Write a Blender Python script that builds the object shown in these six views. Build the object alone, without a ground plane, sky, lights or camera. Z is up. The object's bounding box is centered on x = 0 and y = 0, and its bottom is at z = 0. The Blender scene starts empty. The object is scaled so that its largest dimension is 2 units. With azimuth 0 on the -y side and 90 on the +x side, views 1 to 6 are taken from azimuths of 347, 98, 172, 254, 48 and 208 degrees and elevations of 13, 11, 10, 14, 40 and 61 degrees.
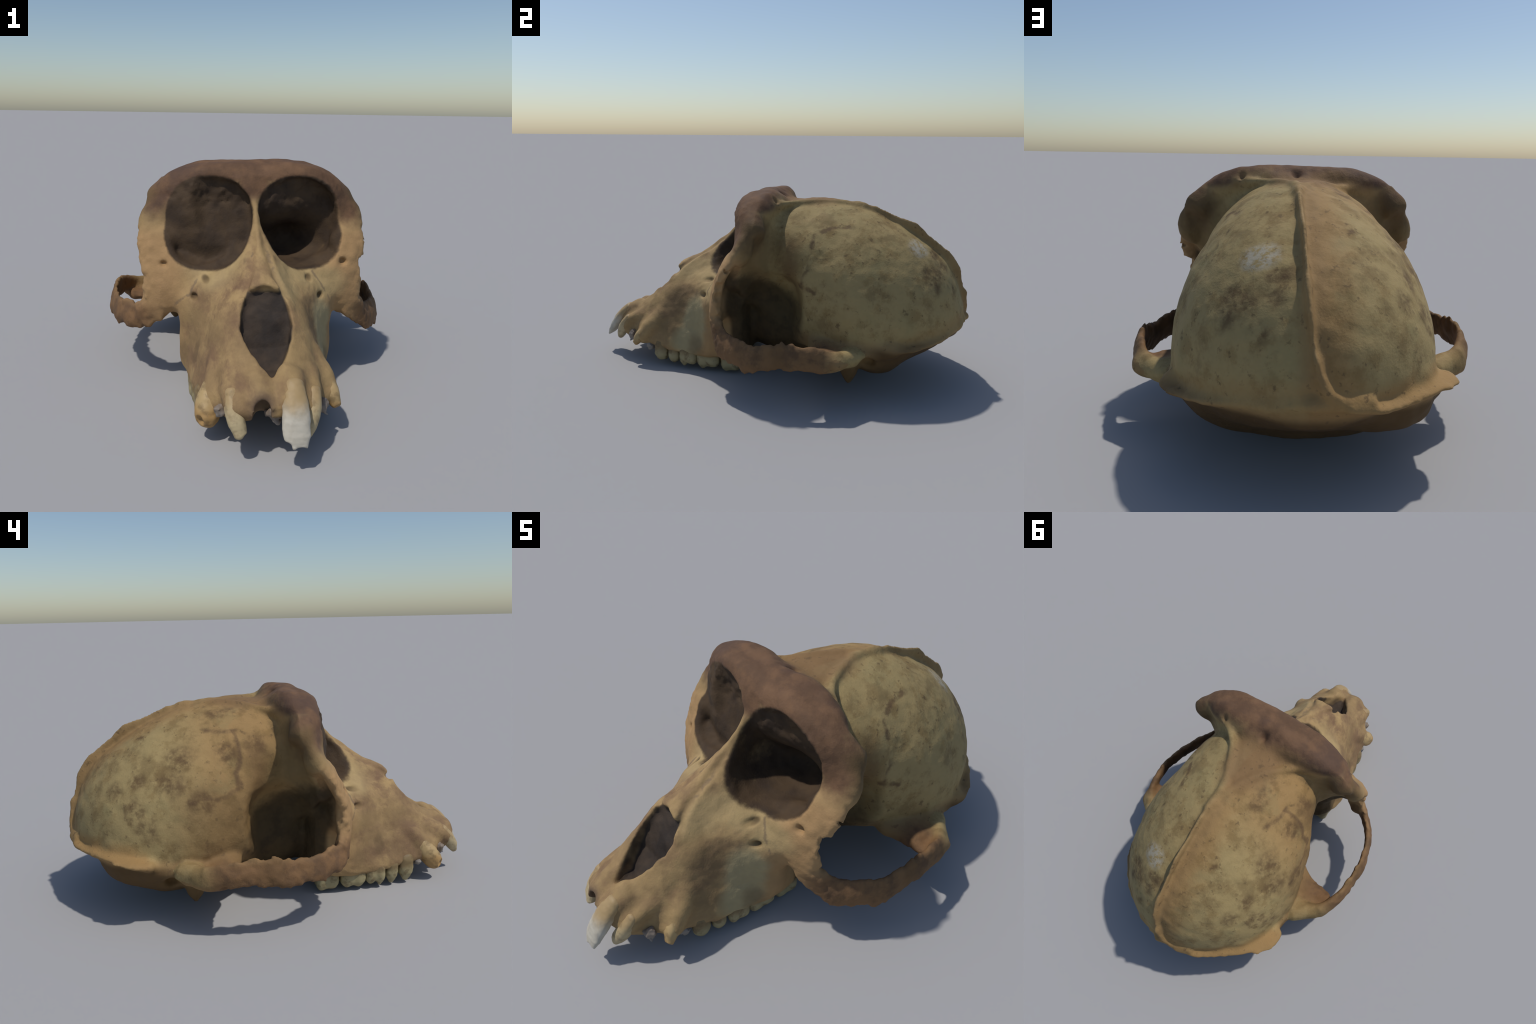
"""Weathered primate cranium: one implicit bone body (lofted braincase and snout,
brow block, swept arches and crests, carved sockets), meshed once, then divided by
region into anatomical parts; teeth are separate implicit meshes."""
import bpy, math
import numpy as np

H = 0.0062                      # voxel pitch of the bone body, metres
YAW = math.radians(-6.2)        # the skull lies slightly turned on the ground
OFFSET_X = -0.013


# ================================================================== tools
def smin(a, b, k):
    h = np.clip(0.5 + 0.5 * (b - a) / k, 0, 1)
    return b * (1 - h) + a * h - k * h * (1 - h)


def smax(a, b, k):
    return -smin(-a, -b, k)


def smooth(t, a, b):
    t = np.clip((t - a) / (b - a), 0, 1)
    return t * t * (3 - 2 * t)


def spline(xs, ys, q):
    """Cubic through control points (finite-difference tangents)."""
    xs, ys, q = np.asarray(xs, float), np.asarray(ys, float), np.asarray(q, float)
    m = np.gradient(ys, xs, axis=0)
    i = np.clip(np.searchsorted(xs, q) - 1, 0, len(xs) - 2)
    h = xs[i + 1] - xs[i]
    t = np.clip((q - xs[i]) / h, 0, 1)
    if ys.ndim > 1:
        h, t = h[:, None], t[:, None]
    return ((2 * t**3 - 3 * t**2 + 1) * ys[i] + (t**3 - 2 * t**2 + t) * h * m[i]
            + (-2 * t**3 + 3 * t**2) * ys[i + 1] + (t**3 - t**2) * h * m[i + 1])


def curve(points, n):
    p = np.asarray(points, float)
    t = np.concatenate([[0], np.cumsum(np.linalg.norm(np.diff(p[:, :3], axis=0), axis=1))])
    return spline(t, p, np.linspace(0, t[-1], n))


def section_distance(poly, X, Z):
    """Signed 2-D distance to a closed half-section polygon mirrored in x = 0."""
    p = np.concatenate([poly, (poly * [-1, 1])[::-1]])
    d = np.full(X.shape, 9.0, np.float32)
    inside = np.zeros(X.shape, bool)
    for a, b in zip(p, np.roll(p, -1, axis=0)):
        e = b - a
        l2 = e @ e
        if l2 < 1e-10:
            continue
        wx, wz = X - a[0], Z - a[1]
        t = np.clip((wx * e[0] + wz * e[1]) / l2, 0, 1)
        d = np.minimum(d, (wx - e[0] * t) ** 2 + (wz - e[1] * t) ** 2)
        c1, c2 = Z >= a[1], Z < b[1]
        cr = e[0] * wz - e[1] * wx
        inside ^= (c1 & c2 & (cr > 0)) | (~c1 & ~c2 & (cr < 0))
    return np.where(inside, -1, 1) * np.sqrt(d)


def superellipse_half(row, n=22):
    """Half section: crown height, widest height, half width, base height, two exponents."""
    top, mid, a, low, pu, pl = row
    t = np.linspace(0, math.pi / 2, n)
    up = np.stack([a * np.sin(t) ** (2 / pu), mid + (top - mid) * np.cos(t) ** (2 / pu)], 1)
    dn = np.stack([a * np.cos(t) ** (2 / pl), mid - (mid - low) * np.sin(t) ** (2 / pl)], 1)
    return np.concatenate([up, dn[1:]])


def smooth_profile(flat):
    p = flat.reshape(-1, 2)
    out = curve(np.column_stack([p, np.zeros(len(p))]), 34)[:, :2]
    out[:, 0] = np.maximum(out[:, 0], 0)
    return out


class Volume:
    """A sampled implicit body: negative inside. Every shape that wins a voxel leaves its label."""

    def __init__(self, lo, hi, h):
        self.lo, self.h = np.asarray(lo, float), h
        self.hi = np.asarray(hi, float)
        self.n = np.ceil((self.hi - self.lo) / h).astype(int) + 1
        self.ax = [(self.lo[i] + h * np.arange(self.n[i])).astype(np.float32) for i in range(3)]
        self.f = np.full(tuple(self.n), 0.5, np.float32)
        self.label = np.zeros(tuple(self.n), np.int8)

    def window(self, lo, hi):
        a = [min(max(0, int((lo[i] - self.lo[i]) / self.h)), int(self.n[i]) - 2) for i in range(3)]
        b = [max(min(int(self.n[i]), int((hi[i] - self.lo[i]) / self.h) + 2), a[i] + 2) for i in range(3)]
        s = tuple(slice(a[i], b[i]) for i in range(3))
        return s, self.ax[0][s[0]][:, None, None], self.ax[1][s[1]][None, :, None], self.ax[2][s[2]][None, None, :]

    def add(self, part, k=0.02, label=None):
        s, f = part
        if label is not None:
            self.label[s] = np.where(f < self.f[s], label, self.label[s])
        self.f[s] = smin(self.f[s], f, k)

    def carve(self, part, k=0.015, label=None):
        s, f = part
        if label is not None:
            self.label[s] = np.where(-f > self.f[s] - self.h, label, self.label[s])
        self.f[s] = smax(self.f[s], -f, k)

    def unit_gradient(self, f):
        g = np.gradient(f, self.h)
        return f / np.maximum(np.sqrt(g[0] ** 2 + g[1] ** 2 + g[2] ** 2), 0.3)

    def loft(self, stations, make, width=0.62, pad=0.06, squeeze=None, shift=None):
        """Loft along y through half sections; rows are (y, parameters...)."""
        st = np.asarray(stations, float)
        y0, y1 = st[0, 0], st[-1, 0]
        s, x, y, z = self.window((-width, y0 - pad, -0.1), (width, y1 + pad, 1.1))
        f = np.empty((x.size, y.size, z.size), np.float32)
        X0, Z = np.broadcast_arrays(x[:, 0, :], z[0])
        for j, yy in enumerate(y[0, :, 0]):
            row = spline(st[:, 0], st[:, 1:], [np.clip(yy, y0, y1)])[0]
            X = X0 if squeeze is None else X0 * squeeze(X0, yy, Z)
            X = X if shift is None else X + shift(yy)
            f[:, j, :] = section_distance(make(row), X, Z)
        f = self.unit_gradient(f)
        return s, np.maximum(f, np.maximum(y0 - y, y - y1))

    def ellipsoid(self, c, r, power=2.0, turn=0.0, tilt=0.0, mirror=False, pad=0.06):
        """Superellipsoid; `turn` about z and `tilt` about x, in degrees."""
        rr = [max(r) * 1.5] * 3 if (turn or tilt) else list(r)
        lo = [c[i] - rr[i] - pad for i in range(3)]
        hi = [c[i] + rr[i] + pad for i in range(3)]
        if mirror:
            lo[0], hi[0] = -hi[0], hi[0]
        s, x, y, z = self.window(lo, hi)
        x, y, z = (np.abs(x) if mirror else x) - c[0], y - c[1], z - c[2]
        a, b = math.radians(turn), math.radians(tilt)
        x, y = x * math.cos(a) + y * math.sin(a), -x * math.sin(a) + y * math.cos(a)
        y, z = y * math.cos(b) + z * math.sin(b), -y * math.sin(b) + z * math.cos(b)
        g = (np.abs(x / r[0]) ** power + np.abs(y / r[1]) ** power + np.abs(z / r[2]) ** power) ** (1 / power) - 1
        return s, (g * min(r)).astype(np.float32)

    def sweep(self, path, n=28, mirror=False, side=None, power=2.0, lean=0.0):
        """Swept elliptic band. Path rows: x y z, half width across, half height.
        'Across' is horizontal, perpendicular to the run, unless `side` gives a vector."""
        p = curve(path, n)
        pad = 0.05 + p[:, 3:5].max()
        lo, hi = p[:, :3].min(0) - pad, p[:, :3].max(0) + pad
        if mirror:
            m = max(abs(lo[0]), abs(hi[0]))
            lo[0], hi[0] = -m, m
        s_, x, y, z = self.window(lo, hi)
        f = np.full((x.size, y.size, z.size), 0.5, np.float32)
        x = np.abs(x) if mirror else x
        for a, b in zip(p[:-1], p[1:]):
            t = b[:3] - a[:3]
            L = np.linalg.norm(t)
            t /= L
            s = np.cross(t, [0, 0, 1]) if side is None else np.asarray(side, float)
            s = s - t * (s @ t)
            s /= np.linalg.norm(s) + 1e-9
            u = np.cross(s, t)
            c, d = math.cos(math.radians(lean)), math.sin(math.radians(lean))
            s, u = s * c + u * d, u * c - s * d
            wx, wy, wz = x - a[0], y - a[1], z - a[2]
            dt = wx * t[0] + wy * t[1] + wz * t[2]
            q = np.clip(dt / L, 0, 1)
            ra, rb = a[3] + (b[3] - a[3]) * q, a[4] + (b[4] - a[4]) * q
            ds = wx * s[0] + wy * s[1] + wz * s[2]
            du = wx * u[0] + wy * u[1] + wz * u[2]
            ex = dt - q * L
            small = np.minimum(ra, rb)
            g = (np.abs(ds / ra) ** power + np.abs(du / rb) ** power + np.abs(ex / small) ** power) ** (1 / power) - 1
            f = np.minimum(f, (g * small).astype(np.float32))
        return s_, f

    def noise(self, pitch, seed):
        """Smooth value noise over the whole volume (eased lattice)."""
        r = np.random.default_rng(seed)
        v = r.uniform(-1, 1, [int((self.hi[i] - self.lo[i]) / pitch) + 4 for i in range(3)]).astype(np.float32)
        for axis in range(3):
            q = (self.ax[axis] - self.lo[axis]) / pitch
            i = np.floor(q).astype(int)
            t = (q - i).astype(np.float32)
            sh = [1, 1, 1]
            sh[axis] = -1
            t = (t * t * (3 - 2 * t)).reshape(sh)
            v = np.take(v, i, axis) * (1 - t) + np.take(v, i + 1, axis) * t
        return v

    def mesh(self):
        """Surface nets: vertices, quads, label per quad; only the largest piece is kept."""
        f, s = self.f, self.f < 0
        nx, ny, nz = f.shape
        c = np.zeros((nx - 1, ny - 1, nz - 1), np.int8)
        corners = [(i, j, k) for i in (0, 1) for j in (0, 1) for k in (0, 1)]
        for i, j, k in corners:
            c += s[i:nx - 1 + i, j:ny - 1 + j, k:nz - 1 + k]
        cells = np.argwhere((c > 0) & (c < 8))
        idx = np.full(c.shape, -1, np.int64)
        idx[tuple(cells.T)] = np.arange(len(cells))
        acc, cnt = np.zeros((len(cells), 3)), np.zeros(len(cells))
        val = {o: f[cells[:, 0] + o[0], cells[:, 1] + o[1], cells[:, 2] + o[2]].astype(float) for o in corners}
        for a in corners:
            for d in range(3):
                if a[d]:
                    continue
                va, vb = val[a], val[tuple(a[i] + (i == d) for i in range(3))]
                m = (va < 0) != (vb < 0)
                t = np.where(m, va / np.where(m, va - vb, 1), 0)
                acc += (np.array(a, float)[None] + t[:, None] * np.eye(3)[d]) * m[:, None]
                cnt += m
        verts = self.lo + self.h * (cells + acc / cnt[:, None])
        faces = []
        for d in range(3):
            e1, e2 = [(1, 2), (2, 0), (0, 1)][d]
            s0, s1 = [slice(None)] * 3, [slice(None)] * 3
            s0[d], s1[d] = slice(0, -1), slice(1, None)
            a, b = s[tuple(s0)], s[tuple(s1)]
            for flip, mask in ((False, a & ~b), (True, ~a & b)):
                e = np.argwhere(mask)
                e = e[np.all(e >= 1, 1) & np.all(e < np.array(c.shape), 1)]
                q = []
                for o1, o2 in ((1, 1), (0, 1), (0, 0), (1, 0)):
                    g = e.copy()
                    g[:, e1] -= o1
                    g[:, e2] -= o2
                    q.append(idx[tuple(g.T)])
                q = np.stack(q, 1)
                faces.append(q[:, ::-1] if flip else q)
        faces = np.concatenate(faces)
        lab = np.arange(len(verts))
        while True:
            m = lab[faces].min(1)
            new = lab.copy()
            for k in range(4):
                np.minimum.at(new, faces[:, k], m)
            new = new[new]
            if np.array_equal(new, lab):
                break
            lab = new
        keep = np.bincount(lab).argmax() == lab
        faces = (np.cumsum(keep) - 1)[faces[keep[faces[:, 0]]]]
        verts = relax(verts[keep], faces, 4)
        cen = verts[faces].mean(1)
        i = np.clip(np.round((cen - self.lo) / self.h).astype(int), 0, self.n - 1)
        return verts, faces, self.label[tuple(i.T)]


def relax(v, faces, rounds, w=0.5):
    """Volume-keeping smoothing that takes the voxel steps out."""
    e = np.concatenate([faces[:, [0, 1]], faces[:, [1, 2]], faces[:, [2, 3]], faces[:, [3, 0]]])
    n = np.bincount(np.concatenate([e[:, 0], e[:, 1]]), minlength=len(v))
    for r in range(rounds):
        s = np.zeros_like(v)
        for c in range(3):
            s[:, c] = np.bincount(e[:, 0], v[e[:, 1], c], len(v)) + np.bincount(e[:, 1], v[e[:, 0], c], len(v))
        v = v + (w if r % 2 == 0 else -w * 1.03) * (s / n[:, None] - v)
    return v


def vertex_normals(v, f):
    a = np.cross(v[f[:, 2]] - v[f[:, 0]], v[f[:, 3]] - v[f[:, 1]])
    n = np.zeros_like(v)
    for k in range(4):
        for c in range(3):
            n[:, c] += np.bincount(f[:, k], a[:, c], len(v))
    return n / np.maximum(np.linalg.norm(n, axis=1, keepdims=True), 1e-12)


# ================================================================== the bone body
(BRAINCASE, SNOUT_PART, BROW, CHEEK, ARCH, NUCHAL, SAGITTAL, SOCKET, NOSE, BASE) = range(10)
skull = Volume((-0.76, -1.06, -0.05), (0.74, 1.06, 1.02), H)

# braincase: y, crown z, widest z, half width, base z, upper power, lower power
VAULT = [
    (-0.14, 0.88, 0.66, 0.200, 0.46, 2.2, 2.2),
    (-0.04, 0.89, 0.64, 0.280, 0.30, 2.2, 2.2),
    (0.04, 0.895, 0.62, 0.316, 0.22, 2.1, 2.2),
    (0.12, 0.903, 0.57, 0.360, 0.16, 2.0, 2.4),
    (0.20, 0.903, 0.50, 0.386, 0.15, 1.95, 2.8),
    (0.30, 0.898, 0.43, 0.414, 0.13, 1.9, 2.8),
    (0.45, 0.868, 0.36, 0.450, 0.07, 1.9, 2.6),
    (0.60, 0.808, 0.34, 0.438, 0.052, 1.87, 2.6),
    (0.72, 0.742, 0.34, 0.395, 0.138, 1.87, 2.6),
    (0.82, 0.668, 0.34, 0.325, 0.18, 1.87, 2.2),
    (0.90, 0.573, 0.34, 0.232, 0.225, 1.9, 2.0),
    (0.945, 0.485, 0.34, 0.145, 0.25, 2.0, 2.0),
    (0.97, 0.400, 0.335, 0.055, 0.29, 2.0, 2.0),
]
skull.add(skull.loft(VAULT, superellipse_half, shift=lambda y: 0.003 * smooth(y, 0.2, 0.5)), label=BRAINCASE)
skull.add(skull.ellipsoid((-0.26, 0.66, 0.25), (0.16, 0.17, 0.115), 2.2), k=0.05, label=BRAINCASE)

# snout: half sections, crown to palate, at stations along y
SNOUT = {
    -0.905: [(0, .20), (.03, .20), (.05, .198), (.07, .193), (.08, .182), (.08, .175), (.07, .165), (.03, .165), (0, .165)],
    -0.875: [(0, .23), (.04, .23), (.07, .225), (.10, .21), (.115, .185), (.115, .17), (.10, .145), (.05, .15), (0, .155)],
    -0.83: [(0, .262), (.05, .265), (.10, .25), (.13, .225), (.150, .19), (.150, .16), (.14, .12), (.09, .115), (0, .14)],
    -0.75: [(0, .31), (.05, .315), (.10, .30), (.145, .265), (.175, .22), (.195, .17), (.200, .125), (.15, .11), (0, .14)],
    -0.65: [(0, .41), (.06, .41), (.105, .38), (.160, .32), (.195, .25), (.225, .18), (.235, .11), (.19, .10), (0, .14)],
    -0.55: [(0, .537), (.06, .517), (.10, .475), (.165, .395), (.208, .29), (.248, .18), (.262, .10), (.21, .09), (0, .15)],
    -0.45: [(0, .576), (.05, .562), (.11, .50), (.180, .43), (.222, .31), (.262, .18), (.280, .09), (.22, .08), (0, .16)],
    -0.35: [(0, .642), (.035, .618), (.12, .54), (.215, .475), (.272, .36), (.287, .20), (.290, .082), (.22, .075), (0, .17)],
    -0.26: [(0, .72), (.03, .69), (.12, .56), (.23, .49), (.335, .42), (.328, .29), (.292, .085), (.22, .08), (0, .18)],
    -0.18: [(0, .79), (.03, .74), (.12, .57), (.26, .50), (.38, .42), (.31, .30), (.286, .09), (.20, .09), (0, .19)],
    -0.10: [(0, .70), (.03, .66), (.12, .55), (.25, .46), (.31, .38), (.29, .26), (.262, .10), (.17, .10), (0, .19)],
}


def slim_side(x, y, z):
    """The -x flank of the muzzle is a little flatter than the other."""
    return np.where(x < 0, 1 - 0.005 * smooth(z, -0.1, 0.1) * smooth(-y, 0.15, 0.3) * smooth(-y, 0.97, 0.75), 1.0)


skull.add(skull.loft([[y, *np.ravel(s)] for y, s in SNOUT.items()], smooth_profile, squeeze=slim_side), k=0.04, label=SNOUT_PART)

# brow and face block: a superellipsoid whose rear face recedes to the sides
s, x, y, z = skull.window((-0.56, -0.32, 0.30), (0.56, 0.22, 1.02))
ax = np.abs(x)
dy, dz = y + 0.02, z - 0.68
ry = np.where(dy < 0, 0.172, np.maximum(0.125 - 0.12 * (ax / 0.42) ** 2, 0.018))
py = np.where(dy < 0, 2.2, 2.8)
rz = np.where(dz > 0, 0.275, 0.34)
g = (np.abs(ax / 0.452) ** 2.9 + np.abs(dz / rz) ** 2.7) + np.abs(dy / ry) ** py
block = skull.unit_gradient((np.maximum(g, 1e-6) ** (1 / 2.5) - 1).astype(np.float32) * 0.1)
skull.add((s, block), 0.035, label=BROW)
# the bar over the eyes and its flat top
skull.add(skull.sweep([(0, -.100, .862, .050, .058), (.12, -.095, .88, .050, .058), (.25, -.092, .872, .050, .058), (.34, -.060, .840, .050, .055), (.405, -.015, .775, .045, .05)], 22, mirror=True), k=0.03, label=BROW)
skull.add(skull.sweep([(.10, -.015, .890, .050, .050), (.20, -.005, .885, .050, .055), (.29, -.02, .868, .045, .05)], 8, mirror=True), k=0.03, label=BROW)

# hollow under the cheek bone, behind the jaw
skull.carve(skull.ellipsoid((0.42, 0.030, 0.30), (0.22, 0.160, 0.28), 2.6, tilt=-12, mirror=True), k=0.03, label=BASE)

# cheek plate: outer orbit pillar down to the arch
skull.add(skull.sweep([(.408, -.03, .80, .045, .04), (.430, -.083, .70, .058, .028), (.435, -.140, .62, .060, .026), (.42, -.190, .52, .070, .024),
                       (.40, -.218, .43, .080, .025), (.415, -.218, .345, .062, .028), (.455, -.185, .295, .05, .026)], 28, mirror=True, side=(0.95, 0.30, 0)), k=0.03, label=CHEEK)
# lower rim of the orbit and the body of the cheek below it
skull.add(skull.sweep([(.07, -.245, .60, .022, .028), (.13, -.235, .535, .024, .028), (.21, -.235, .492, .03, .03), (.30, -.22, .492, .03, .03), (.365, -.185, .545, .028, .028), (.395, -.125, .63, .028, .026)], 20, mirror=True, side=(0, 1, 0)), k=0.025, label=CHEEK)
skull.add(skull.ellipsoid((0.32, -0.21, 0.42), (0.11, 0.045, 0.09), 2.2, turn=14, mirror=True), k=0.04, label=CHEEK)

skull.carve(skull.ellipsoid((0.47, 0.065, 0.60), (0.13, 0.125, 0.17), 2.2, mirror=True), k=0.03, label=BRAINCASE)

skull.add(skull.ellipsoid((0.455, -0.060, 0.685), (0.034, 0.034, 0.050), 2.0, mirror=True), k=0.045, label=CHEEK)

# sphenoid and pterygoid wings between the fossae
skull.carve(skull.ellipsoid((0.44, 0.095, 0.42), (0.13, 0.11, 0.16), 2.2, mirror=True), k=0.04, label=BASE)
skull.carve(skull.ellipsoid((0.43, -0.015, 0.49), (0.11, 0.095, 0.12), 2.2, mirror=True), k=0.03, label=BASE)
skull.add(skull.ellipsoid((0.0, 0.10, 0.275), (0.215, 0.29, 0.20), 2.2), k=0.05, label=BASE)

# zygomatic arches, one per side (the two differ)
ARCH_R = [(.42, -.215, .335, .022, .065), (.505, -.158, .264, .022, .060), (.577, -.05, .238, .019, .062), (.616, .06, .234, .018, .062),
          (.625, .17, .247, .018, .066), (.611, .29, .249, .020, .054), (.565, .40, .234, .026, .042), (.47, .47, .225, .05, .035)]
ARCH_L = [(-.42, -.215, .335, .022, .065), (-.515, -.168, .287, .022, .060), (-.585, -.085, .276, .019, .062), (-.631, .04, .284, .018, .060),
          (-.642, .17, .296, .018, .066), (-.633, .29, .289, .020, .054), (-.585, .40, .270, .026, .042), (-.47, .47, .25, .05, .035)]
skull.add(skull.sweep(ARCH_R, 36, lean=12), k=0.02, label=ARCH)
skull.add(skull.sweep(ARCH_L, 36, lean=-12), k=0.02, label=ARCH)
# joint shelf from the braincase to the arch
skull.add(skull.sweep([(.38, .37, .225, .10, .05), (.48, .375, .225, .095, .03), (.575, .35, .228, .07, .026)], 8, mirror=True), k=0.03, label=BASE)
skull.add(skull.sweep([(.45, .44, .23, .05, .035), (.425, .54, .235, .035, .035), (.42, .64, .255, .035, .03)], 14, mirror=True), k=0.04, label=BRAINCASE)
skull.add(skull.sweep([(.37, .29, .24, .05, .05), (.43, .33, .235, .05, .04), (.49, .36, .232, .06, .03)], 8, mirror=True), k=0.03, label=BASE)
# process behind the jaw joint
skull.add(skull.sweep([(.38, .44, .19, .05, .052), (.37, .442, .125, .038, .042), (.36, .442, .075, .02, .016)], 8, mirror=True, side=(1, 0, 0)), k=0.02, label=BASE)
# ear opening
skull.carve(skull.ellipsoid((0.46, 0.535, 0.180), (0.11, 0.042, 0.045), 2.0, mirror=True), k=0.02)

# crests
NUCHAL_R = [(.435, .63, .262, .025, .02), (.432, .675, .264, .035, .013), (.395, .74, .27, .035, .012), (.330, .81, .282, .033, .012), (.185, .893, .305, .03, .012), (.09, .932, .315, .03, .012), (0, .955, .328, .03, .014)]
NUCHAL_L = [(-.465, .63, .283, .025, .02), (-.455, .675, .29, .042, .014), (-.345, .805, .30, .042, .014), (-.19, .915, .30, .042, .014), (-.09, .945, .315, .04, .014), (0, .958, .328, .03, .014)]
skull.add(skull.sweep(NUCHAL_R, 26), k=0.03, label=NUCHAL)
skull.add(skull.sweep(NUCHAL_L, 26), k=0.03, label=NUCHAL)
CREST = [(.02, .30, .875, .010, .022), (.022, .45, .860, .010, .024), (.02, .60, .817, .010, .026), (.018, .73, .757, .010, .028),
         (.016, .83, .682, .010, .03), (.012, .900, .577, .010, .03), (.0, .945, .475, .010, .028), (-.015, .962, .41, .012, .022), (-.04, .972, .36, .014, .02), (-.09, .966, .338, .016, .02), (-.16, .946, .322, .016, .018)]
skull.add(skull.sweep(CREST, 36, side=(1, 0, 0)), k=0.02, label=SAGITTAL)

# temporal lines that bound the flat forehead and meet in the crest
skull.add(skull.sweep([(.33, .0, .855, .014, .016), (.22, .05, .882, .014, .016), (.13, .12, .892, .014, .014), (.07, .22, .897, .013, .012), (.03, .33, .890, .012, .012), (.022, .45, .865, .010, .012)], 24), k=0.03, label=BRAINCASE)
skull.add(skull.sweep([(-.25, .02, .855, .014, .012), (-.17, .09, .870, .013, .012), (-.09, .18, .887, .012, .011), (-.035, .29, .889, .012, .011), (.01, .42, .870, .010, .011)], 24), k=0.03, label=BRAINCASE)
# hollow of the forehead behind the brow, with a small pit and the nerve openings
skull.carve(skull.ellipsoid((0.0, 0.095, 0.985), (0.15, 0.105, 0.076), 2.0), k=0.03)
skull.carve(skull.ellipsoid((0.005, 0.035, 0.925), (0.016, 0.022, 0.03), 2.0), k=0.02)
skull.carve(skull.ellipsoid((0.23, 0.045, 0.915), (0.012, 0.012, 0.02), 2.0), k=0.012)

# eye sockets: the -x one is closed by a sloping floor, the other runs back and inward
for side in (-1, 1):
    w, f = skull.ellipsoid((0.202 * side, -0.20, 0.70), (0.186, 0.24, 0.190), 2.4, turn=14 * side)
    x, y, z = skull.ax[0][w[0]][:, None, None], skull.ax[1][w[1]][None, :, None], skull.ax[2][w[2]][None, None, :]
    if side < 0:
        back = y + 0.243 - 0.62 * np.minimum(z - 0.52, 0.10 + 0.5 * np.maximum(z - 0.62, 0) * (z < 0.78) + 0.08 * (z >= 0.78)) + 0.15 * smooth(-x, 0.20, 0.42)
    else:
        back = y + 0.110 - 0.30 * np.clip(x - 0.20, -0.15, 0.12) - 0.12 * smooth(-z, -0.78, -0.56) * smooth(-x, -0.36, -0.22)
    skull.carve((w, smax(f, (back * 0.9).astype(np.float32), 0.03)), k=0.014, label=SOCKET)

skull.carve(skull.ellipsoid((0.165, -0.085, 0.60), (0.095, 0.125, 0.075), 2.2), k=0.03, label=SOCKET)

# nasal opening: pear-shaped in the plane of the slope, cut deep
s, x, y, z = skull.window((-0.2, -0.92, 0.1), (0.2, -0.35, 0.62))
down = -(y + 0.552) * 0.728 - (z - 0.508) * 0.685
out = -(y + 0.552) * 0.685 + (z - 0.508) * 0.728
half = 0.004 * skull.noise(0.03, 31)[s] + np.interp(down, [-0.02, 0, 0.03, 0.08, 0.14, 0.20, 0.26, 0.31, 0.345, 0.36], [0.055, 0.062, 0.073, 0.088, 0.096, 0.085, 0.06, 0.035, 0.012, 0.0])
deep = np.interp(down, [-0.1, 0.0, 0.10, 0.2, 0.3, 0.36], [0.012, 0.018, 0.050, 0.090, 0.07, 0.01])
under = 0.15 * np.clip(-out - 0.02, 0, 0.05)        # a slight undercut below the nasal bones
hole = smax(smax((np.abs(x) - half) * 0.9, -down - under - 0.006 * np.cos(x * 60), 0.01), (-out - deep) * 0.8, 0.02)
skull.carve((s, hole.astype(np.float32)), k=0.012, label=NOSE)

# tooth roots swell the bone; the empty socket of the lost incisor
ROOTS = [[(.072, -.80, .275, .024, .018), (.070, -.85, .245, .034, .026), (.067, -.885, .215, .037, .028)],
         [(.150, -.74, .245, .018, .016), (.148, -.80, .212, .026, .024), (.140, -.845, .168, .028, .026)],
         [(-.140, -.74, .248, .018, .016), (-.140, -.80, .215, .026, .024), (-.136, -.845, .172, .028, .026)],
         [(-.058, -.81, .268, .02, .018), (-.055, -.86, .225, .028, .022)],
         [(.190, -.60, .26, .022, .026), (.212, -.655, .205, .034, .034), (.228, -.70, .15, .036, .034)],
         [(-.175, -.60, .26, .022, .026), (-.195, -.655, .205, .034, .034), (-.208, -.70, .15, .038, .036)]]
for path in ROOTS:
    skull.add(skull.sweep(path, 10, side=(1, 0, 0)), k=0.04, label=SNOUT_PART)
skull.carve(skull.ellipsoid((-0.045, -0.885, 0.175), (0.034, 0.045, 0.05), 2.2), k=0.01)
skull.carve(skull.ellipsoid((0.0, -0.80, 0.095), (0.10, 0.12, 0.06), 2.0), k=0.02)
# hollow of the maxilla below the small openings, and those openings
skull.carve(skull.ellipsoid((0.36, -0.43, 0.28), (0.085, 0.10, 0.11), 2.0, mirror=True), k=0.05)
for px, py_, pz in ((.218, -.318, .486), (.265, -.333, .414), (.388, -.223, .530)):
    skull.carve(skull.ellipsoid((px, py_ - 0.004, pz), (0.016, 0.032, 0.014), 2.0, mirror=True), k=0.012)
# grooves beside the nasal bones
for side in (-1, 1):
    skull.carve(skull.sweep([(.022 * side, -.305, .670, .007, .009), (.032 * side, -.394, .603, .009, .011), (.049 * side, -.479, .553, .010, .012), (.070 * side, -.530, .516, .010, .011), (.090 * side, -.550, .485, .008, .008)], 12), k=0.02)
# closed corner between orbit and cheek
skull.add(skull.ellipsoid((0.382, -0.140, 0.60), (0.042, 0.032, 0.055), 2.0, mirror=True), k=0.02, label=CHEEK)
# broken notch in the cheek edge
for c, r in (((.487, -.165, .512), .035), ((.475, -.165, .465), .03), ((.49, -.13, .60), .016)):
    skull.carve(skull.ellipsoid(c, (r, r * 1.3, r * 0.9), 2.0), k=0.006)

skull.add(skull.ellipsoid((0.320, -0.150, 0.515), (0.085, 0.045, 0.040), 2.0, turn=14, mirror=True), k=0.03, label=CHEEK)

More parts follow.
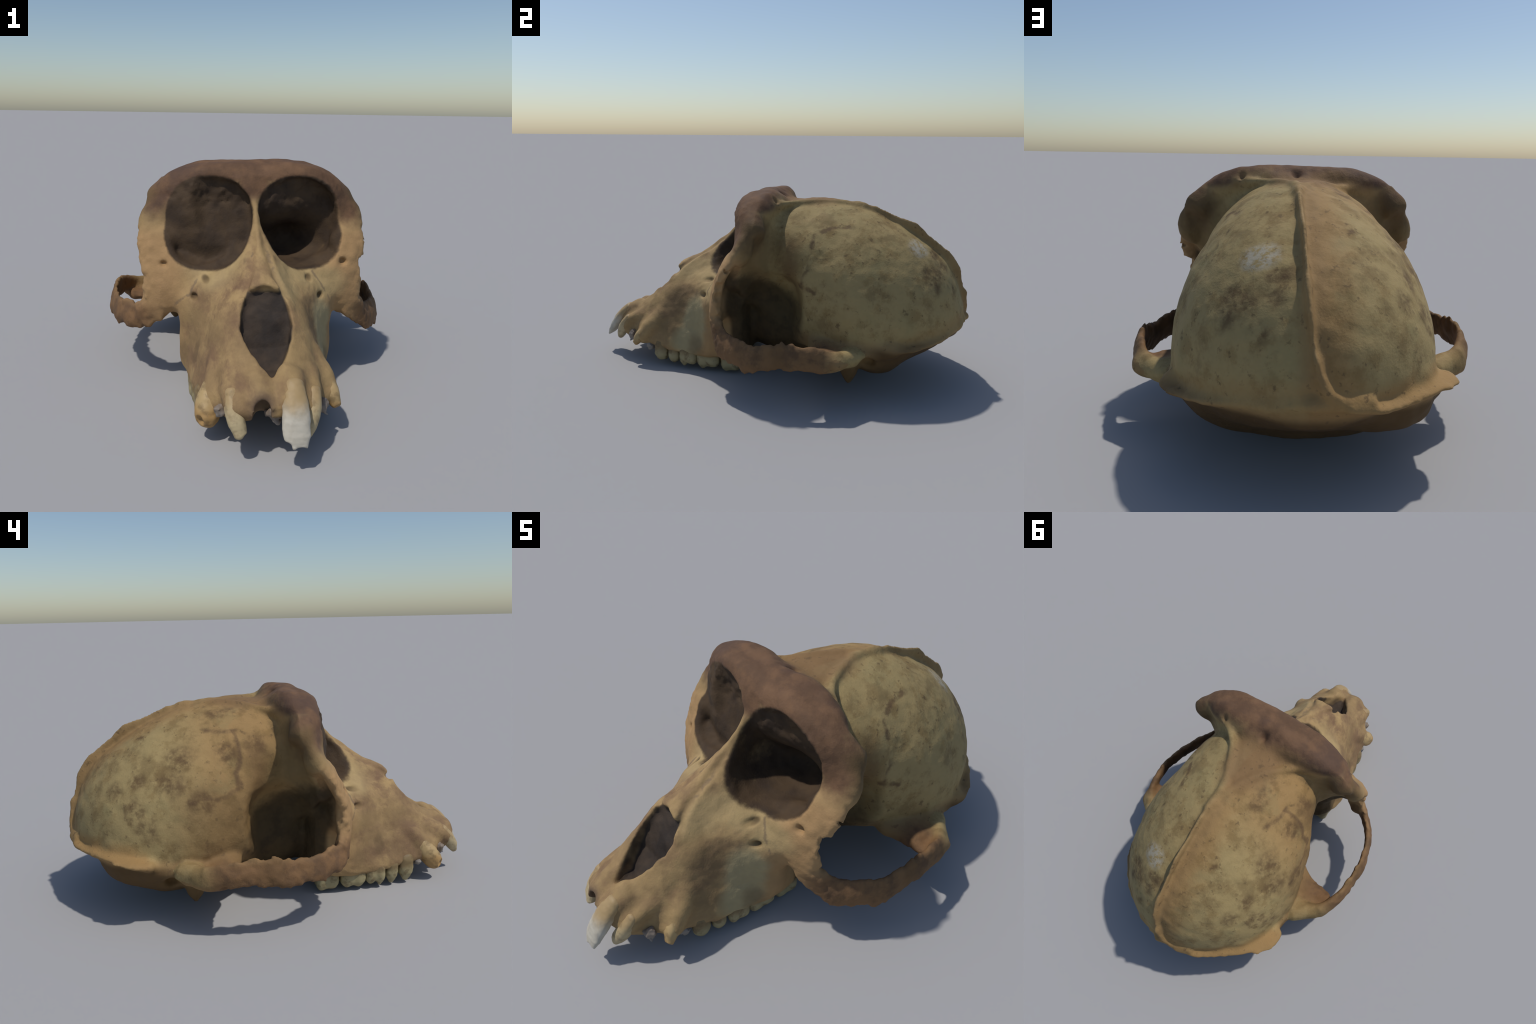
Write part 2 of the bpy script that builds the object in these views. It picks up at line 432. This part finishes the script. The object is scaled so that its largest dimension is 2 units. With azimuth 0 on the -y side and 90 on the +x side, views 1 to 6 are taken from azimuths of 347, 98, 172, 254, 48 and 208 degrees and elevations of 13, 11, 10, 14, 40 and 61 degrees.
# ragged edges on the thin bone, pitted upper rims of the orbits
s, x, y, z = skull.window((-0.72, -0.30, 0.10), (0.72, 0.45, 0.90))
ax = np.abs(x)
edge = smooth(ax, 0.40, 0.47) * smooth(-z, -0.72, -0.66) * smooth(-y, -0.42, -0.30)
rim = smooth(ax, 0.03, 0.07) * smooth(-ax, -0.40, -0.36) * smooth(z, 0.68, 0.78) * smooth(-z, -0.90, -0.86) * smooth(-y, 0.0, 0.10)
skull.f[s] += (edge * 0.003 + rim * 0.004) * skull.noise(0.026, 11)[s] + (edge * 0.5 + rim) * 0.003 * skull.noise(0.012, 12)[s]
# relief
face_side = smooth(-skull.ax[1], 0.0, 0.2)[None, :, None]
skull.f += 0.0022 * face_side * skull.noise(0.045, 21) + 0.0010 * face_side * skull.noise(0.018, 22)
skull.f += 0.005 * skull.noise(0.13, 1) + 0.0026 * skull.noise(0.05, 2) + 0.0013 * skull.noise(0.025, 3)
verts, faces, labels = skull.mesh()

# ================================================================== objects
root = bpy.data.objects.new("primate_skull", None)
bpy.context.scene.collection.objects.link(root)
root.location = (OFFSET_X, 0, 0)
root.rotation_euler = (0, 0, YAW)
root["label"] = "weathered brown primate skull with heavy brow and broken teeth"
root["category"] = "animal skull"


# ================================================================== materials
class Shader:
    """Small helper that writes node trees as expressions. Everything is on Object
    coordinates, which all bone parts share."""

    def __init__(self, name):
        self.mat = bpy.data.materials.new(name)
        self.mat.use_nodes = True
        self.t = self.mat.node_tree
        self.bsdf = self.t.nodes["Principled BSDF"]
        self.pos = self.node("ShaderNodeTexCoord").outputs["Object"]
        s = self.node("ShaderNodeSeparateXYZ")
        self.put(s.inputs[0], self.pos)
        self.x, self.y, self.z = s.outputs
        self.ax = self.math("ABSOLUTE", self.x)

    def node(self, kind, **props):
        n = self.t.nodes.new(kind)
        for k, v in props.items():
            setattr(n, k, v)
        return n

    def put(self, socket, value):
        if hasattr(value, "is_output"):
            self.t.links.new(value, socket)
        else:
            socket.default_value = value

    def math(self, op, *args, clamp=False):
        n = self.node("ShaderNodeMath", operation=op, use_clamp=clamp)
        for i, a in enumerate(args):
            self.put(n.inputs[i], a)
        return n.outputs[0]

    def vec(self, op, a, b=None, out=0):
        n = self.node("ShaderNodeVectorMath", operation=op)
        self.put(n.inputs[0], a)
        if b is not None:
            self.put(n.inputs[3 if op == "SCALE" else 1], b)
        return n.outputs["Value"] if op in ("LENGTH", "DISTANCE", "DOT_PRODUCT") else n.outputs[0]

    def step(self, v, a, b):
        """Smooth 0 to 1 while v goes from a to b (a may exceed b)."""
        n = self.node("ShaderNodeMapRange", interpolation_type="SMOOTHSTEP", clamp=True)
        self.put(n.inputs[0], v)
        lo, hi, flip = (a, b, False) if a < b else (b, a, True)
        n.inputs[1].default_value, n.inputs[2].default_value = lo, hi
        n.inputs[3].default_value, n.inputs[4].default_value = (1, 0) if flip else (0, 1)
        return n.outputs[0]

    def noise(self, scale, detail=4.0, rough=0.55, vector=None, distortion=0.0, color=False):
        n = self.node("ShaderNodeTexNoise")
        self.put(n.inputs["Vector"], vector or self.pos)
        n.inputs["Scale"].default_value = scale
        n.inputs["Detail"].default_value = detail
        n.inputs["Roughness"].default_value = rough
        n.inputs["Distortion"].default_value = distortion
        return n.outputs["Color" if color else 0]

    def warped(self, scale, amount):
        c = self.vec("SUBTRACT", self.noise(scale, 3.0, color=True), (0.5, 0.5, 0.5))
        return self.vec("ADD", self.pos, self.vec("SCALE", c, amount))

    def blob(self, p, c, r, soft=0.35):
        """1 inside an ellipsoid about c, fading over its edge."""
        r = (r, r, r) if isinstance(r, (int, float)) else r
        d = self.vec("MULTIPLY", self.vec("SUBTRACT", p, c), tuple(1 / q for q in r))
        return self.step(self.vec("LENGTH", d), 1 + soft, 1 - soft)

    def most(self, masks):
        m = masks[0]
        for k in masks[1:]:
            m = self.math("MAXIMUM", m, k)
        return m

    def line(self, p, pts, w0, w1):
        """1 on a polyline in space, fading from w0 to w1."""
        best = None
        for a, b in zip(pts[:-1], pts[1:]):
            a, b = np.array(a), np.array(b)
            e = b - a
            pa = self.vec("SUBTRACT", p, tuple(a))
            t = self.math("DIVIDE", self.vec("DOT_PRODUCT", pa, tuple(e)), float(e @ e), clamp=True)
            d = self.vec("LENGTH", self.vec("SUBTRACT", pa, self.vec("SCALE", tuple(e), t)))
            best = d if best is None else self.math("MINIMUM", best, d)
        return self.step(best, w1, w0)

    def mix(self, fac, a, b):
        n = self.node("ShaderNodeMix", data_type="RGBA")
        self.put(n.inputs[0], fac)
        for i, v in ((6, a), (7, b)):
            self.put(n.inputs[i], v if hasattr(v, "is_output") else (*v, 1))
        return n.outputs[2]

    def mul(self, *a):
        m = a[0]
        for k in a[1:]:
            m = self.math("MULTIPLY", m, k)
        return m

    def finish(self, color, rough=0.6, bump=None, strength=0.3, distance=0.004, spec=0.35):
        self.put(self.bsdf.inputs["Base Color"], color)
        self.put(self.bsdf.inputs["Roughness"], rough)
        self.bsdf.inputs["Specular IOR Level"].default_value = spec
        if bump is not None:
            n = self.node("ShaderNodeBump")
            n.inputs["Strength"].default_value = strength
            n.inputs["Distance"].default_value = distance
            self.put(n.inputs["Height"], bump)
            self.put(self.bsdf.inputs["Normal"], n.outputs[0])
        return self.mat


OLIVE, TAN, MUZZLE = (0.345, 0.256, 0.114), (0.320, 0.200, 0.082), (0.365, 0.245, 0.112)
BROWN_BROW, BROWN_ARCH, STAIN = (0.118, 0.067, 0.039), (0.180, 0.098, 0.046), (0.085, 0.048, 0.026)
RIM, UNDER, GREY_GREEN, CHEEK_PINK = (0.315, 0.190, 0.074), (0.110, 0.066, 0.028), (0.33, 0.29, 0.165), (0.355, 0.215, 0.100)


def bone_material(name, face):
    """Stained bone. The face and the braincase share base colours, brow, arch and dark hollows;
    each adds the marks that only it carries."""
    s = Shader(name)
    p = s.warped(9.0, 0.07)
    fine = s.warped(30.0, 0.025)
    big = s.noise(4.5, 5.0, 0.6)
    mid = s.noise(13.0, 6.0, 0.65)
    small = s.noise(42.0, 4.0, 0.6)
    if face:
        # muzzle and face
        col = s.mix(s.step(big, 0.38, 0.66), MUZZLE, tuple(c * 0.80 for c in MUZZLE))
        left = s.step(s.x, 0.02, -0.10)
        streak = s.noise(11.0, 5.0, 0.65, vector=s.vec("MULTIPLY", p, (1.0, 0.5, 0.7)))
        smear = s.mul(s.step(streak, 0.40, 0.68), s.math("ADD", 0.55, s.math("MULTIPLY", left, 0.4)), s.step(s.y, -0.18, -0.34))
        col = s.mix(smear, col, (0.170, 0.100, 0.058))
        flank = s.mul(left, s.step(s.y, -0.30, -0.40), s.step(big, 0.34, 0.56), 0.5)
        col = s.mix(flank, col, (0.190, 0.120, 0.062))
        cheek = s.mul(s.step(s.ax, 0.27, 0.36), s.step(s.z, 0.70, 0.62), s.step(s.y, 0.0, -0.08))
        col = s.mix(s.math("MULTIPLY", cheek, 0.8), col, CHEEK_PINK)
        cream = s.most([s.blob(p, (.17, -.31, .53), (.12, .12, .09), 0.5), s.blob(p, (-.17, -.31, .53), (.12, .12, .09), 0.5), s.blob(p, (.10, -.42, .50), (.06, .14, .08), 0.5), s.blob(p, (.30, -.27, .45), (.10, .08, .06), 0.5)])
        col = s.mix(s.math("MULTIPLY", cream, 0.6), col, (0.44, 0.325, 0.155))
        col = s.mix(s.math("MULTIPLY", s.most([s.blob(p, (.275, -.39, .29), (.07, .09, .12)), s.blob(p, (.285, -.42, .18), (.06, .10, .10))]), 0.7), col, GREY_GREEN)
        col = s.mix(s.math("MULTIPLY", s.most([s.blob(p, (.20, -.50, .37), (.07, .07, .08), 0.6), s.blob(p, (.23, -.55, .24), (.07, .06, .09), 0.6), s.blob(p, (.28, -.36, .14), (.04, .05, .05), 0.6),
                                               s.blob(fine, (-.26, -.44, .22), (.04, .025, .05)), s.blob(fine, (-.29, -.31, .17), (.05, .05, .05), 0.5)]), 0.55), col, (0.13, 0.085, 0.045))
    else:
        col = s.mix(s.step(big, 0.38, 0.66), MUZZLE, tuple(c * 0.80 for c in MUZZLE))
        left = s.step(s.x, 0.02, -0.10)
    # braincase: olive on one side, tanner on the other
    vault = s.mul(s.step(s.y, -0.03, 0.06), s.step(s.z, 0.12, 0.22))
    front = s.mul(s.step(s.math("ADD", s.x, s.math("MULTIPLY", big, 0.12)), 0.10, 0.0), s.step(s.math("ADD", s.y, s.math("MULTIPLY", mid, 0.2)), 0.70, 0.35))
    ridge = s.mul(s.step(s.math("ADD", s.x, s.math("MULTIPLY", mid, 0.1)), -0.13, 0.0), s.step(s.x, 0.03, 0.0))
    skin = s.mix(s.most([front, ridge]), OLIVE, TAN)
    skin = s.mix(s.math("MULTIPLY", s.step(mid, 0.46, 0.66), 0.55), skin, (0.180, 0.112, 0.042))
    skin = s.mix(s.math("MULTIPLY", s.step(big, 0.52, 0.72), 0.45), skin, (0.260, 0.225, 0.105))
    skin = s.mix(s.math("MULTIPLY", s.step(s.noise(7.0, 6.0, 0.7, vector=s.vec("ADD", s.pos, (3.0, 1.0, 2.0))), 0.50, 0.66), 0.5), skin, (0.165, 0.108, 0.046))
    col = s.mix(vault, col, skin)
    # forehead between the temporal lines, crest and neck rim
    fore = s.mul(s.blob(p, (-.01, .12, .90), (.13, .22, .09), 0.3), s.step(s.z, 0.84, 0.88))
    col = s.mix(s.math("MULTIPLY", fore, 0.8), col, (0.200, 0.118, 0.055))
    if not face:
        crest = s.mul(s.step(s.math("ABSOLUTE", s.math("SUBTRACT", s.x, 0.0)), 0.06, 0.02), s.step(s.y, 0.30, 0.45), s.step(s.z, 0.30, 0.36))
        col = s.mix(s.math("MULTIPLY", crest, 0.6), col, (0.275, 0.172, 0.076))
        wing = s.line(p, [(-.47, .66, .28), (-.37, .82, .30), (-.2, .93, .30), (0, .97, .33), (.2, .92, .305), (.36, .81, .28), (.45, .67, .262)], 0.03, 0.085)
        col = s.mix(s.mul(wing, s.step(s.z, 0.25, 0.28), s.math("ADD", 0.45, s.math("MULTIPLY", left, 0.45))), col, RIM)
        shelf = s.mul(s.step(s.z, 0.32, 0.27), s.step(s.y, 0.12, 0.25))
        col = s.mix(s.math("MULTIPLY", shelf, 0.7), col, (0.27, 0.165, 0.072))
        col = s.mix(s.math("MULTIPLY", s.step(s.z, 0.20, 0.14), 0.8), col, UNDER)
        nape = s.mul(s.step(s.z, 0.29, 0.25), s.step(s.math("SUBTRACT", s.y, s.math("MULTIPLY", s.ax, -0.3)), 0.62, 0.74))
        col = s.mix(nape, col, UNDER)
        # blotches
        spots = [((.09, .81, .65), (.05, .03, .03)), ((.11, .86, .60), .032), ((.19, .84, .58), .035), ((.25, .82, .53), .038), ((.15, .90, .51), .030), ((.24, .78, .59), .03),
                 ((-.32, .66, .61), .035), ((-.29, .76, .57), .035), ((-.15, .28, .86), (.035, .09, .05)), ((-.32, .48, .70), .06), ((-.32, .28, .71), .05),
                 ((-.38, .52, .60), .06), ((-.42, .40, .53), .055), ((-.38, .68, .50), .05), ((-.42, .63, .43), .05), ((-.30, .15, .73), .05), ((-.14, .64, .76), .014)]
        blot = s.most([s.blob(fine, c, r, 0.6) for c, r in spots])
        col = s.mix(s.mul(blot, s.step(s.noise(26.0, 4.0, 0.6), 0.30, 0.64), 0.68), col, STAIN)
        # freckles on the braincase
        freck = s.mul(s.step(small, 0.57, 0.68), s.step(mid, 0.42, 0.56), vault, 0.6)
        col = s.mix(freck, col, (0.10, 0.064, 0.034))
        # sutures
        wavy = s.vec("ADD", fine, s.vec("SUBTRACT", p, s.pos))
        seams = s.most([
            s.line(wavy, [(-.23, .36, .80), (-.245, .30, .795), (-.255, .23, .79), (-.33, .225, .70), (-.36, .245, .64), (-.38, .24, .58), (-.40, .29, .55), (-.415, .34, .53), (-.42, .45, .54)], 0.003, 0.020),
            s.line(wavy, [(.23, .42, .79), (.25, .33, .79), (.30, .24, .75), (.34, .24, .67), (.37, .24, .60), (.37, .20, .53), (.40, .28, .50)], 0.003, 0.018)])
        col = s.mix(s.mul(seams, s.step(mid, 0.30, 0.52), 0.7), col, (0.095, 0.055, 0.032))
    else:
        thin = s.most([s.line(fine, [(-.22, -.24, .51), (-.26, -.29, .46), (-.28, -.31, .42), (-.35, -.27, .36)], 0.002, 0.009),
                       s.line(fine, [(.24, -.27, .50), (.28, -.30, .44), (.31, -.30, .38), (.32, -.26, .27)], 0.002, 0.009),
                       s.line(fine, [(-.025, -.30, .69), (-.03, -.38, .605), (-.055, -.50, .545), (-.065, -.56, .50)], 0.002, 0.009),
                       s.line(fine, [(.025, -.30, .69), (.032, -.38, .605), (.055, -.50, .545), (.070, -.56, .50)], 0.003, 0.013)])
        col = s.mix(s.math("MULTIPLY", thin, 0.55), col, (0.13, 0.095, 0.068))
    # brow, pillars and arches: dark stained
    rough = s.warped(14.0, 0.11)
    brow = s.most([s.mul(s.step(s.z, 0.84, 0.885), s.step(s.math("ADD", s.y, s.math("MULTIPLY", mid, 0.10)), 0.15, 0.06)),
                   s.blob(rough, (.42, -.06, .78), (.10, .13, .105), 0.4), s.blob(rough, (-.42, -.05, .80), (.10, .12, .11), 0.55),
                   s.blob(p, (0, -.18, .86), (.09, .09, .07), 0.4), s.blob(p, (.36, -.12, .86), (.09, .10, .07), 0.3), s.blob(p, (-.36, -.12, .86), (.09, .10, .07), 0.3)])
    dark = s.mix(s.step(mid, 0.38, 0.66), BROWN_BROW, (0.158, 0.088, 0.048))
    dark = s.mix(s.math("MULTIPLY", s.step(s.noise(8.0, 5.0, 0.6), 0.48, 0.62), 0.6), dark, (0.178, 0.100, 0.055))
    dark = s.mix(s.math("MULTIPLY", s.step(big, 0.50, 0.64), 0.6), dark, (0.082, 0.050, 0.038))
    col = s.mix(brow, col, dark)
    arch = s.mul(s.step(s.math("ADD", s.ax, s.math("MULTIPLY", mid, 0.05)), 0.41, 0.52), s.step(s.z, 0.39, 0.31), s.step(s.y, 0.46, 0.34))
    col = s.mix(s.math("MULTIPLY", arch, 0.92), col, s.mix(s.step(mid, 0.40, 0.65), BROWN_ARCH, (0.105, 0.060, 0.034)))
    # dark brown tint in the hollows behind the cheek and along the front of the temple
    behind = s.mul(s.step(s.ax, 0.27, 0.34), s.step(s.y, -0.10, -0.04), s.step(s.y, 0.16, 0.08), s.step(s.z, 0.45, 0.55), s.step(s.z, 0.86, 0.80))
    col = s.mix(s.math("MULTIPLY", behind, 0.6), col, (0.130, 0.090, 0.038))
    temple = s.mul(s.step(s.math("ADD", s.y, s.math("MULTIPLY", mid, 0.10)), 0.12, 0.19), s.step(s.math("ADD", s.y, s.math("MULTIPLY", mid, 0.10)), 0.28, 0.20), s.step(s.ax, 0.24, 0.30), s.step(s.z, 0.80, 0.70))
    col = s.mix(s.math("MULTIPLY", temple, 0.6), col, (0.130, 0.075, 0.034))
    col = s.mix(s.math("MULTIPLY", s.blob(p, (-.42, .33, .42), (.12, .20, .20), 0.5), 0.4), col, (0.150, 0.092, 0.042))
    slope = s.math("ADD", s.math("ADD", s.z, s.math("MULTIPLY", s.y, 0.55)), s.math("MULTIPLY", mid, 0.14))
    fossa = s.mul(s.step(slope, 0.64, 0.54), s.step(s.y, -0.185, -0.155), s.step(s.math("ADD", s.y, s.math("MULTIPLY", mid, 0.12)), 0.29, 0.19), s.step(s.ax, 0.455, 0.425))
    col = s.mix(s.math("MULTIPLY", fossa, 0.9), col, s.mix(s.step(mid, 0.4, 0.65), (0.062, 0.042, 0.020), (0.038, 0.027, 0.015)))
    if face:
        holes = s.most([s.blob(s.pos, (x_, y_, z_), (.015, .05, .013), 0.4) for x_, y_, z_ in ((.218, -.318, .486), (.265, -.333, .414), (-.218, -.318, .486), (-.265, -.333, .414))])
        col = s.mix(s.math("MULTIPLY", holes, 0.75), col, (0.06, 0.038, 0.02))
        col = s.mix(s.math("MULTIPLY", s.blob(fine, (-.045, -.89, .19), (.045, .06, .06), 0.4), 0.8), col, (0.095, 0.062, 0.046))
    else:
        # pale rubbed patch
        patch = s.mul(s.blob(fine, (.15, .735, .695), (.065, .055, .045), 0.4), s.step(s.noise(60.0, 3.0), 0.35, 0.55), 0.75)
        col = s.mix(patch, col, (0.42, 0.38, 0.30))
    grain = s.math("ADD", s.math("MULTIPLY", small, 0.6), s.math("MULTIPLY", s.noise(130.0, 3.0), 0.4))
    # fine value variation
    lift = s.math("ADD", 0.82, s.math("ADD", s.math("MULTIPLY", small, 0.22), s.math("MULTIPLY", mid, 0.16)))
    col = s.vec("SCALE", col, lift)
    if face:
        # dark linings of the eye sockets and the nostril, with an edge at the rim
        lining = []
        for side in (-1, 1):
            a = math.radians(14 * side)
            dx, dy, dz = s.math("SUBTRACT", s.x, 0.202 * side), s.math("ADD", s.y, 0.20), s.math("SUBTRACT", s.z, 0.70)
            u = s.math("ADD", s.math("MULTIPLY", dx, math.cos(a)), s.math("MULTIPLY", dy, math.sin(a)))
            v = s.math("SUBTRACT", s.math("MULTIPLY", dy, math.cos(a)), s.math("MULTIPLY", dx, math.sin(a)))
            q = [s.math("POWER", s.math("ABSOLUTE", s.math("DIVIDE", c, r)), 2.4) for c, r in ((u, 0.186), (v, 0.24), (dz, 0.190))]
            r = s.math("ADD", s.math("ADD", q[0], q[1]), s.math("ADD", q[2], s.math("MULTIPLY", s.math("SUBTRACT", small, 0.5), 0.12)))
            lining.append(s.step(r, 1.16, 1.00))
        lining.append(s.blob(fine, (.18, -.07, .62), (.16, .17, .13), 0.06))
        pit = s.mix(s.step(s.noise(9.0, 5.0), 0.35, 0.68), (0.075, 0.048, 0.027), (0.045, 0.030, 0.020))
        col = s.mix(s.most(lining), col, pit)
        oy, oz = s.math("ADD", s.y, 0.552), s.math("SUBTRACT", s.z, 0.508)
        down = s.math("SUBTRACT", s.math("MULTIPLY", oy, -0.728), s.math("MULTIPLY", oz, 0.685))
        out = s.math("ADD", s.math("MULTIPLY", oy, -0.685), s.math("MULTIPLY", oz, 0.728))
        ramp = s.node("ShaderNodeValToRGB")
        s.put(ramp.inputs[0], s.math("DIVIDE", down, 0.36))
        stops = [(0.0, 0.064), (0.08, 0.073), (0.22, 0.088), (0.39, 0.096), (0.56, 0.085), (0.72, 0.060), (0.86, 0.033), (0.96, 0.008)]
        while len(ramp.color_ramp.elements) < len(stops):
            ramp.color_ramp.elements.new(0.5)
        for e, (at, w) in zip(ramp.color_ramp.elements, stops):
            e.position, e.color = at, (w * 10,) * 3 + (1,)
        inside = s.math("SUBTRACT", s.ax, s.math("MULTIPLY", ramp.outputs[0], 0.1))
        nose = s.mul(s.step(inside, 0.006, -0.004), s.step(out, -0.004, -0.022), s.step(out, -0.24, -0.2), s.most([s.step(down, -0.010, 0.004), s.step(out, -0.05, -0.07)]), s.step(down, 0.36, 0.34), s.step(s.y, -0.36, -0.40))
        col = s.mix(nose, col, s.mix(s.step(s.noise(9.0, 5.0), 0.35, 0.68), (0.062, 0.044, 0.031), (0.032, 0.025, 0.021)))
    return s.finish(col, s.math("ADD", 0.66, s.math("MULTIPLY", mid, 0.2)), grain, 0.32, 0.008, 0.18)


def tooth_material(name, crown, root, z0, z1, stain=0.6):
    s = Shader(name)
    h = s.math("ADD", s.z, s.math("MULTIPLY", s.math("SUBTRACT", s.noise(25.0), 0.5), 0.04))
    col = s.mix(s.step(h, z0, z1), crown, root)
    col = s.mix(s.math("MULTIPLY", s.step(s.noise(32.0, 5.0), 0.48, 0.66), stain), col, (0.12, 0.075, 0.035))
    return s.finish(col, 0.55, s.noise(90.0, 3.0), 0.15, 0.003, 0.3)


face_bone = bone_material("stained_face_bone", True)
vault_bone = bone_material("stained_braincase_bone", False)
white_enamel = tooth_material("white_enamel", (0.47, 0.43, 0.35), (0.36, 0.25, 0.12), 0.17, 0.235, 0.10)
yellow_enamel = tooth_material("yellow_enamel", (0.44, 0.35, 0.20), (0.36, 0.25, 0.12), 0.15, 0.22, 0.35)
amber_root = tooth_material("amber_root", (0.36, 0.22, 0.085), (0.40, 0.28, 0.13), 0.11, 0.15, 0.5)
molar_enamel = tooth_material("molar_enamel", (0.32, 0.27, 0.145), (0.20, 0.14, 0.065), 0.06, 0.105, 0.6)
splinter_bone = tooth_material("splinter_bone", (0.24, 0.215, 0.19), (0.20, 0.16, 0.125), 0.10, 0.16, 0.3)


def mesh_object(name, v, f, mat, parent=root, normals=None):
    me = bpy.data.meshes.new(name)
    me.from_pydata(v.tolist(), [], f.tolist())
    me.materials.append(mat)
    me.polygons.foreach_set("use_smooth", [True] * len(me.polygons))
    if normals is not None:
        me.normals_split_custom_set_from_vertices(normals.tolist())
    ob = bpy.data.objects.new(name, me)
    bpy.context.scene.collection.objects.link(ob)
    ob.parent = parent
    return ob


normals = vertex_normals(verts, faces)
cx = verts[faces, 0].mean(1)


# even out the label borders: each face takes the commonest label around its corners
for _ in range(4):
    votes = np.zeros((len(verts), 10), np.float32)
    for c in range(4):
        np.add.at(votes, (faces[:, c], labels), 1)
    labels = votes[faces].sum(1).argmax(1).astype(np.int8)


FACE = ("snout", "brow_ridge", "cheekbone", "zygomatic_arch", "eye_socket", "nasal_cavity")


def split(name, mask):
    f = faces[mask]
    if not len(f):
        return
    used, inv = np.unique(f, return_inverse=True)
    mesh_object(name, verts[used], inv.reshape(f.shape), face_bone if name in FACE else vault_bone, normals=normals[used])


PARTS = {BRAINCASE: "braincase", SNOUT_PART: "snout", BROW: "brow_ridge", CHEEK: "cheekbone", ARCH: "zygomatic_arch",
         NUCHAL: "nuchal_crest", SAGITTAL: "sagittal_crest", SOCKET: "eye_socket", NOSE: "nasal_cavity", BASE: "skull_base"}
for key, name in PARTS.items():
    if key in (CHEEK, ARCH, SOCKET):
        split(name, (labels == key) & (cx < 0))
        split(name, (labels == key) & (cx >= 0))
    else:
        split(name, labels == key)

# ================================================================== teeth
def tooth(name, lo, hi, shapes, mat, pitch=0.004, rough=0.002, seed=0, bites=()):
    v = Volume(np.array(lo) - 0.02, np.array(hi) + 0.02, pitch)
    for kind, arg, kw in shapes:
        v.add(getattr(v, kind)(*arg, **kw), k=0.012)
    for arg, kw in bites:
        v.carve(v.ellipsoid(*arg, **kw), k=0.006)
    v.f += rough * v.noise(0.02, seed) + 0.5 * rough * v.noise(0.009, seed + 50)
    a, f, _ = v.mesh()
    return mesh_object(name, a, f, mat)


def cheek_tooth(name, side, y0, y1, x, gum, seed, cusps):
    """Low crown with one or two ridges of paired cusps pointing down."""
    yc, hl = (y0 + y1) / 2, (y1 - y0) / 2
    x *= side
    shapes = [("ellipsoid", ((x, yc, gum - 0.012), (0.041, hl * 1.02, 0.050)), dict(power=3.4))]
    for i in range(cusps):
        cy = yc + (0 if cusps == 1 else (i - 0.5) * hl * 1.02)
        r = hl * (0.85 if cusps == 1 else 0.5)
        for dx, drop in ((0.024, 0.0), (-0.022, 0.004)):
            tip = 0.018 + drop + 0.008 * math.sin(seed * 2.3 + i * 4 + dx * 90)
            shapes.append(("sweep", ([(x + side * dx, cy, gum, 0.020, r), (x + side * dx, cy, 0.045, 0.019, r * 0.95), (x + side * dx * 0.8, cy, tip + 0.008, 0.010, r * 0.5)], 6), dict(side=(1, 0, 0))))
    tooth(name, (x - 0.06, y0 - 0.01, 0), (x + 0.06, y1 + 0.01, gum + 0.05), shapes, molar_enamel, 0.0042, 0.0013, seed)


ROW = [("premolar", -.620, -.548, .216, .112, 1), ("premolar", -.538, -.478, .226, .100, 1), ("molar", -.467, -.376, .238, .092, 2),
       ("molar", -.367, -.252, .242, .083, 2), ("molar", -.235, -.130, .240, .076, 2)]
for side in (1, -1):
    for n, (name, y0, y1, xx, gum, cusps) in enumerate(ROW):
        cheek_tooth(name, side, y0, y1, xx + (0.006 if side < 0 else 0), gum, n * 3 + side + 10, cusps)

INC = dict(side=(1, 0, 0), power=2.3)
FRONT = [
    ("incisor", [(.069, -.85, .25, .034, .028), (.068, -.892, .21, .043, .031), (.066, -.932, .16, .048, .026), (.063, -.960, .118, .045, .019), (.060, -.975, .095, .038, .010)],
     [((.025, -.98, .095), (.022, .03, .016)), ((.075, -.985, .082), (.02, .03, .014))]),
    ("incisor", [(.146, -.815, .205, .026, .03), (.140, -.845, .17, .029, .031), (.126, -.872, .13, .029, .027), (.112, -.888, .10, .023, .018)],
     [((.09, -.90, .085), (.015, .03, .014))]),
    ("incisor", [(-.140, -.815, .21, .026, .03), (-.138, -.845, .175, .030, .032), (-.128, -.875, .135, .030, .028), (-.116, -.893, .105, .024, .018)],
     [((-.095, -.91, .09), (.014, .03, .016))]),
    ("canine", [(.222, -.68, .175, .032, .034), (.236, -.706, .15, .030, .030), (.250, -.728, .118, .020, .018)], [((.262, -.745, .105), (.012, .012, .01))]),
    ("canine", [(-.205, -.68, .165, .040, .040), (-.218, -.712, .125, .048, .046), (-.222, -.738, .090, .040, .038), (-.222, -.750, .068, .016, .014)], [((-.255, -.765, .085), (.02, .02, .02)), ((-.20, -.79, .12), (.02, .02, .02))]),
]
for n, (name, path, bites) in enumerate(FRONT):
    p = np.array(path)
    tooth(name, p[:, :3].min(0) - 0.05, p[:, :3].max(0) + 0.05, [("sweep", (path, 12), INC)], [white_enamel, yellow_enamel, yellow_enamel, amber_root, amber_root][n], rough=0.0014, seed=30 + n, bites=[((c, r), {}) for c, r in bites])

# ragged splinters left in the broken sockets
SPLINTERS = [(.185, -.775, .135, .026), (.225, -.652, .098, .026), (-.178, -.785, .140, .024), (.000, -.865, .160, .026), (-.225, -.648, .100, .022)]
for n, (px, py_, pz, r) in enumerate(SPLINTERS):
    shapes = [("ellipsoid", ((px, py_, pz), (r, r * 0.9, r)), {}), ("sweep", ([(px, py_, pz, r * 0.6, r * 0.5), (px + r * 0.5, py_ - r * 0.4, pz - r * 1.1, r * 0.25, r * 0.2)], 4), {})]
    tooth("bone_splinter", (px - 2 * r, py_ - 2 * r, pz - 2 * r), (px + 2 * r, py_ + 2 * r, pz + 2 * r), shapes, splinter_bone, 0.004, 0.007, 60 + n)
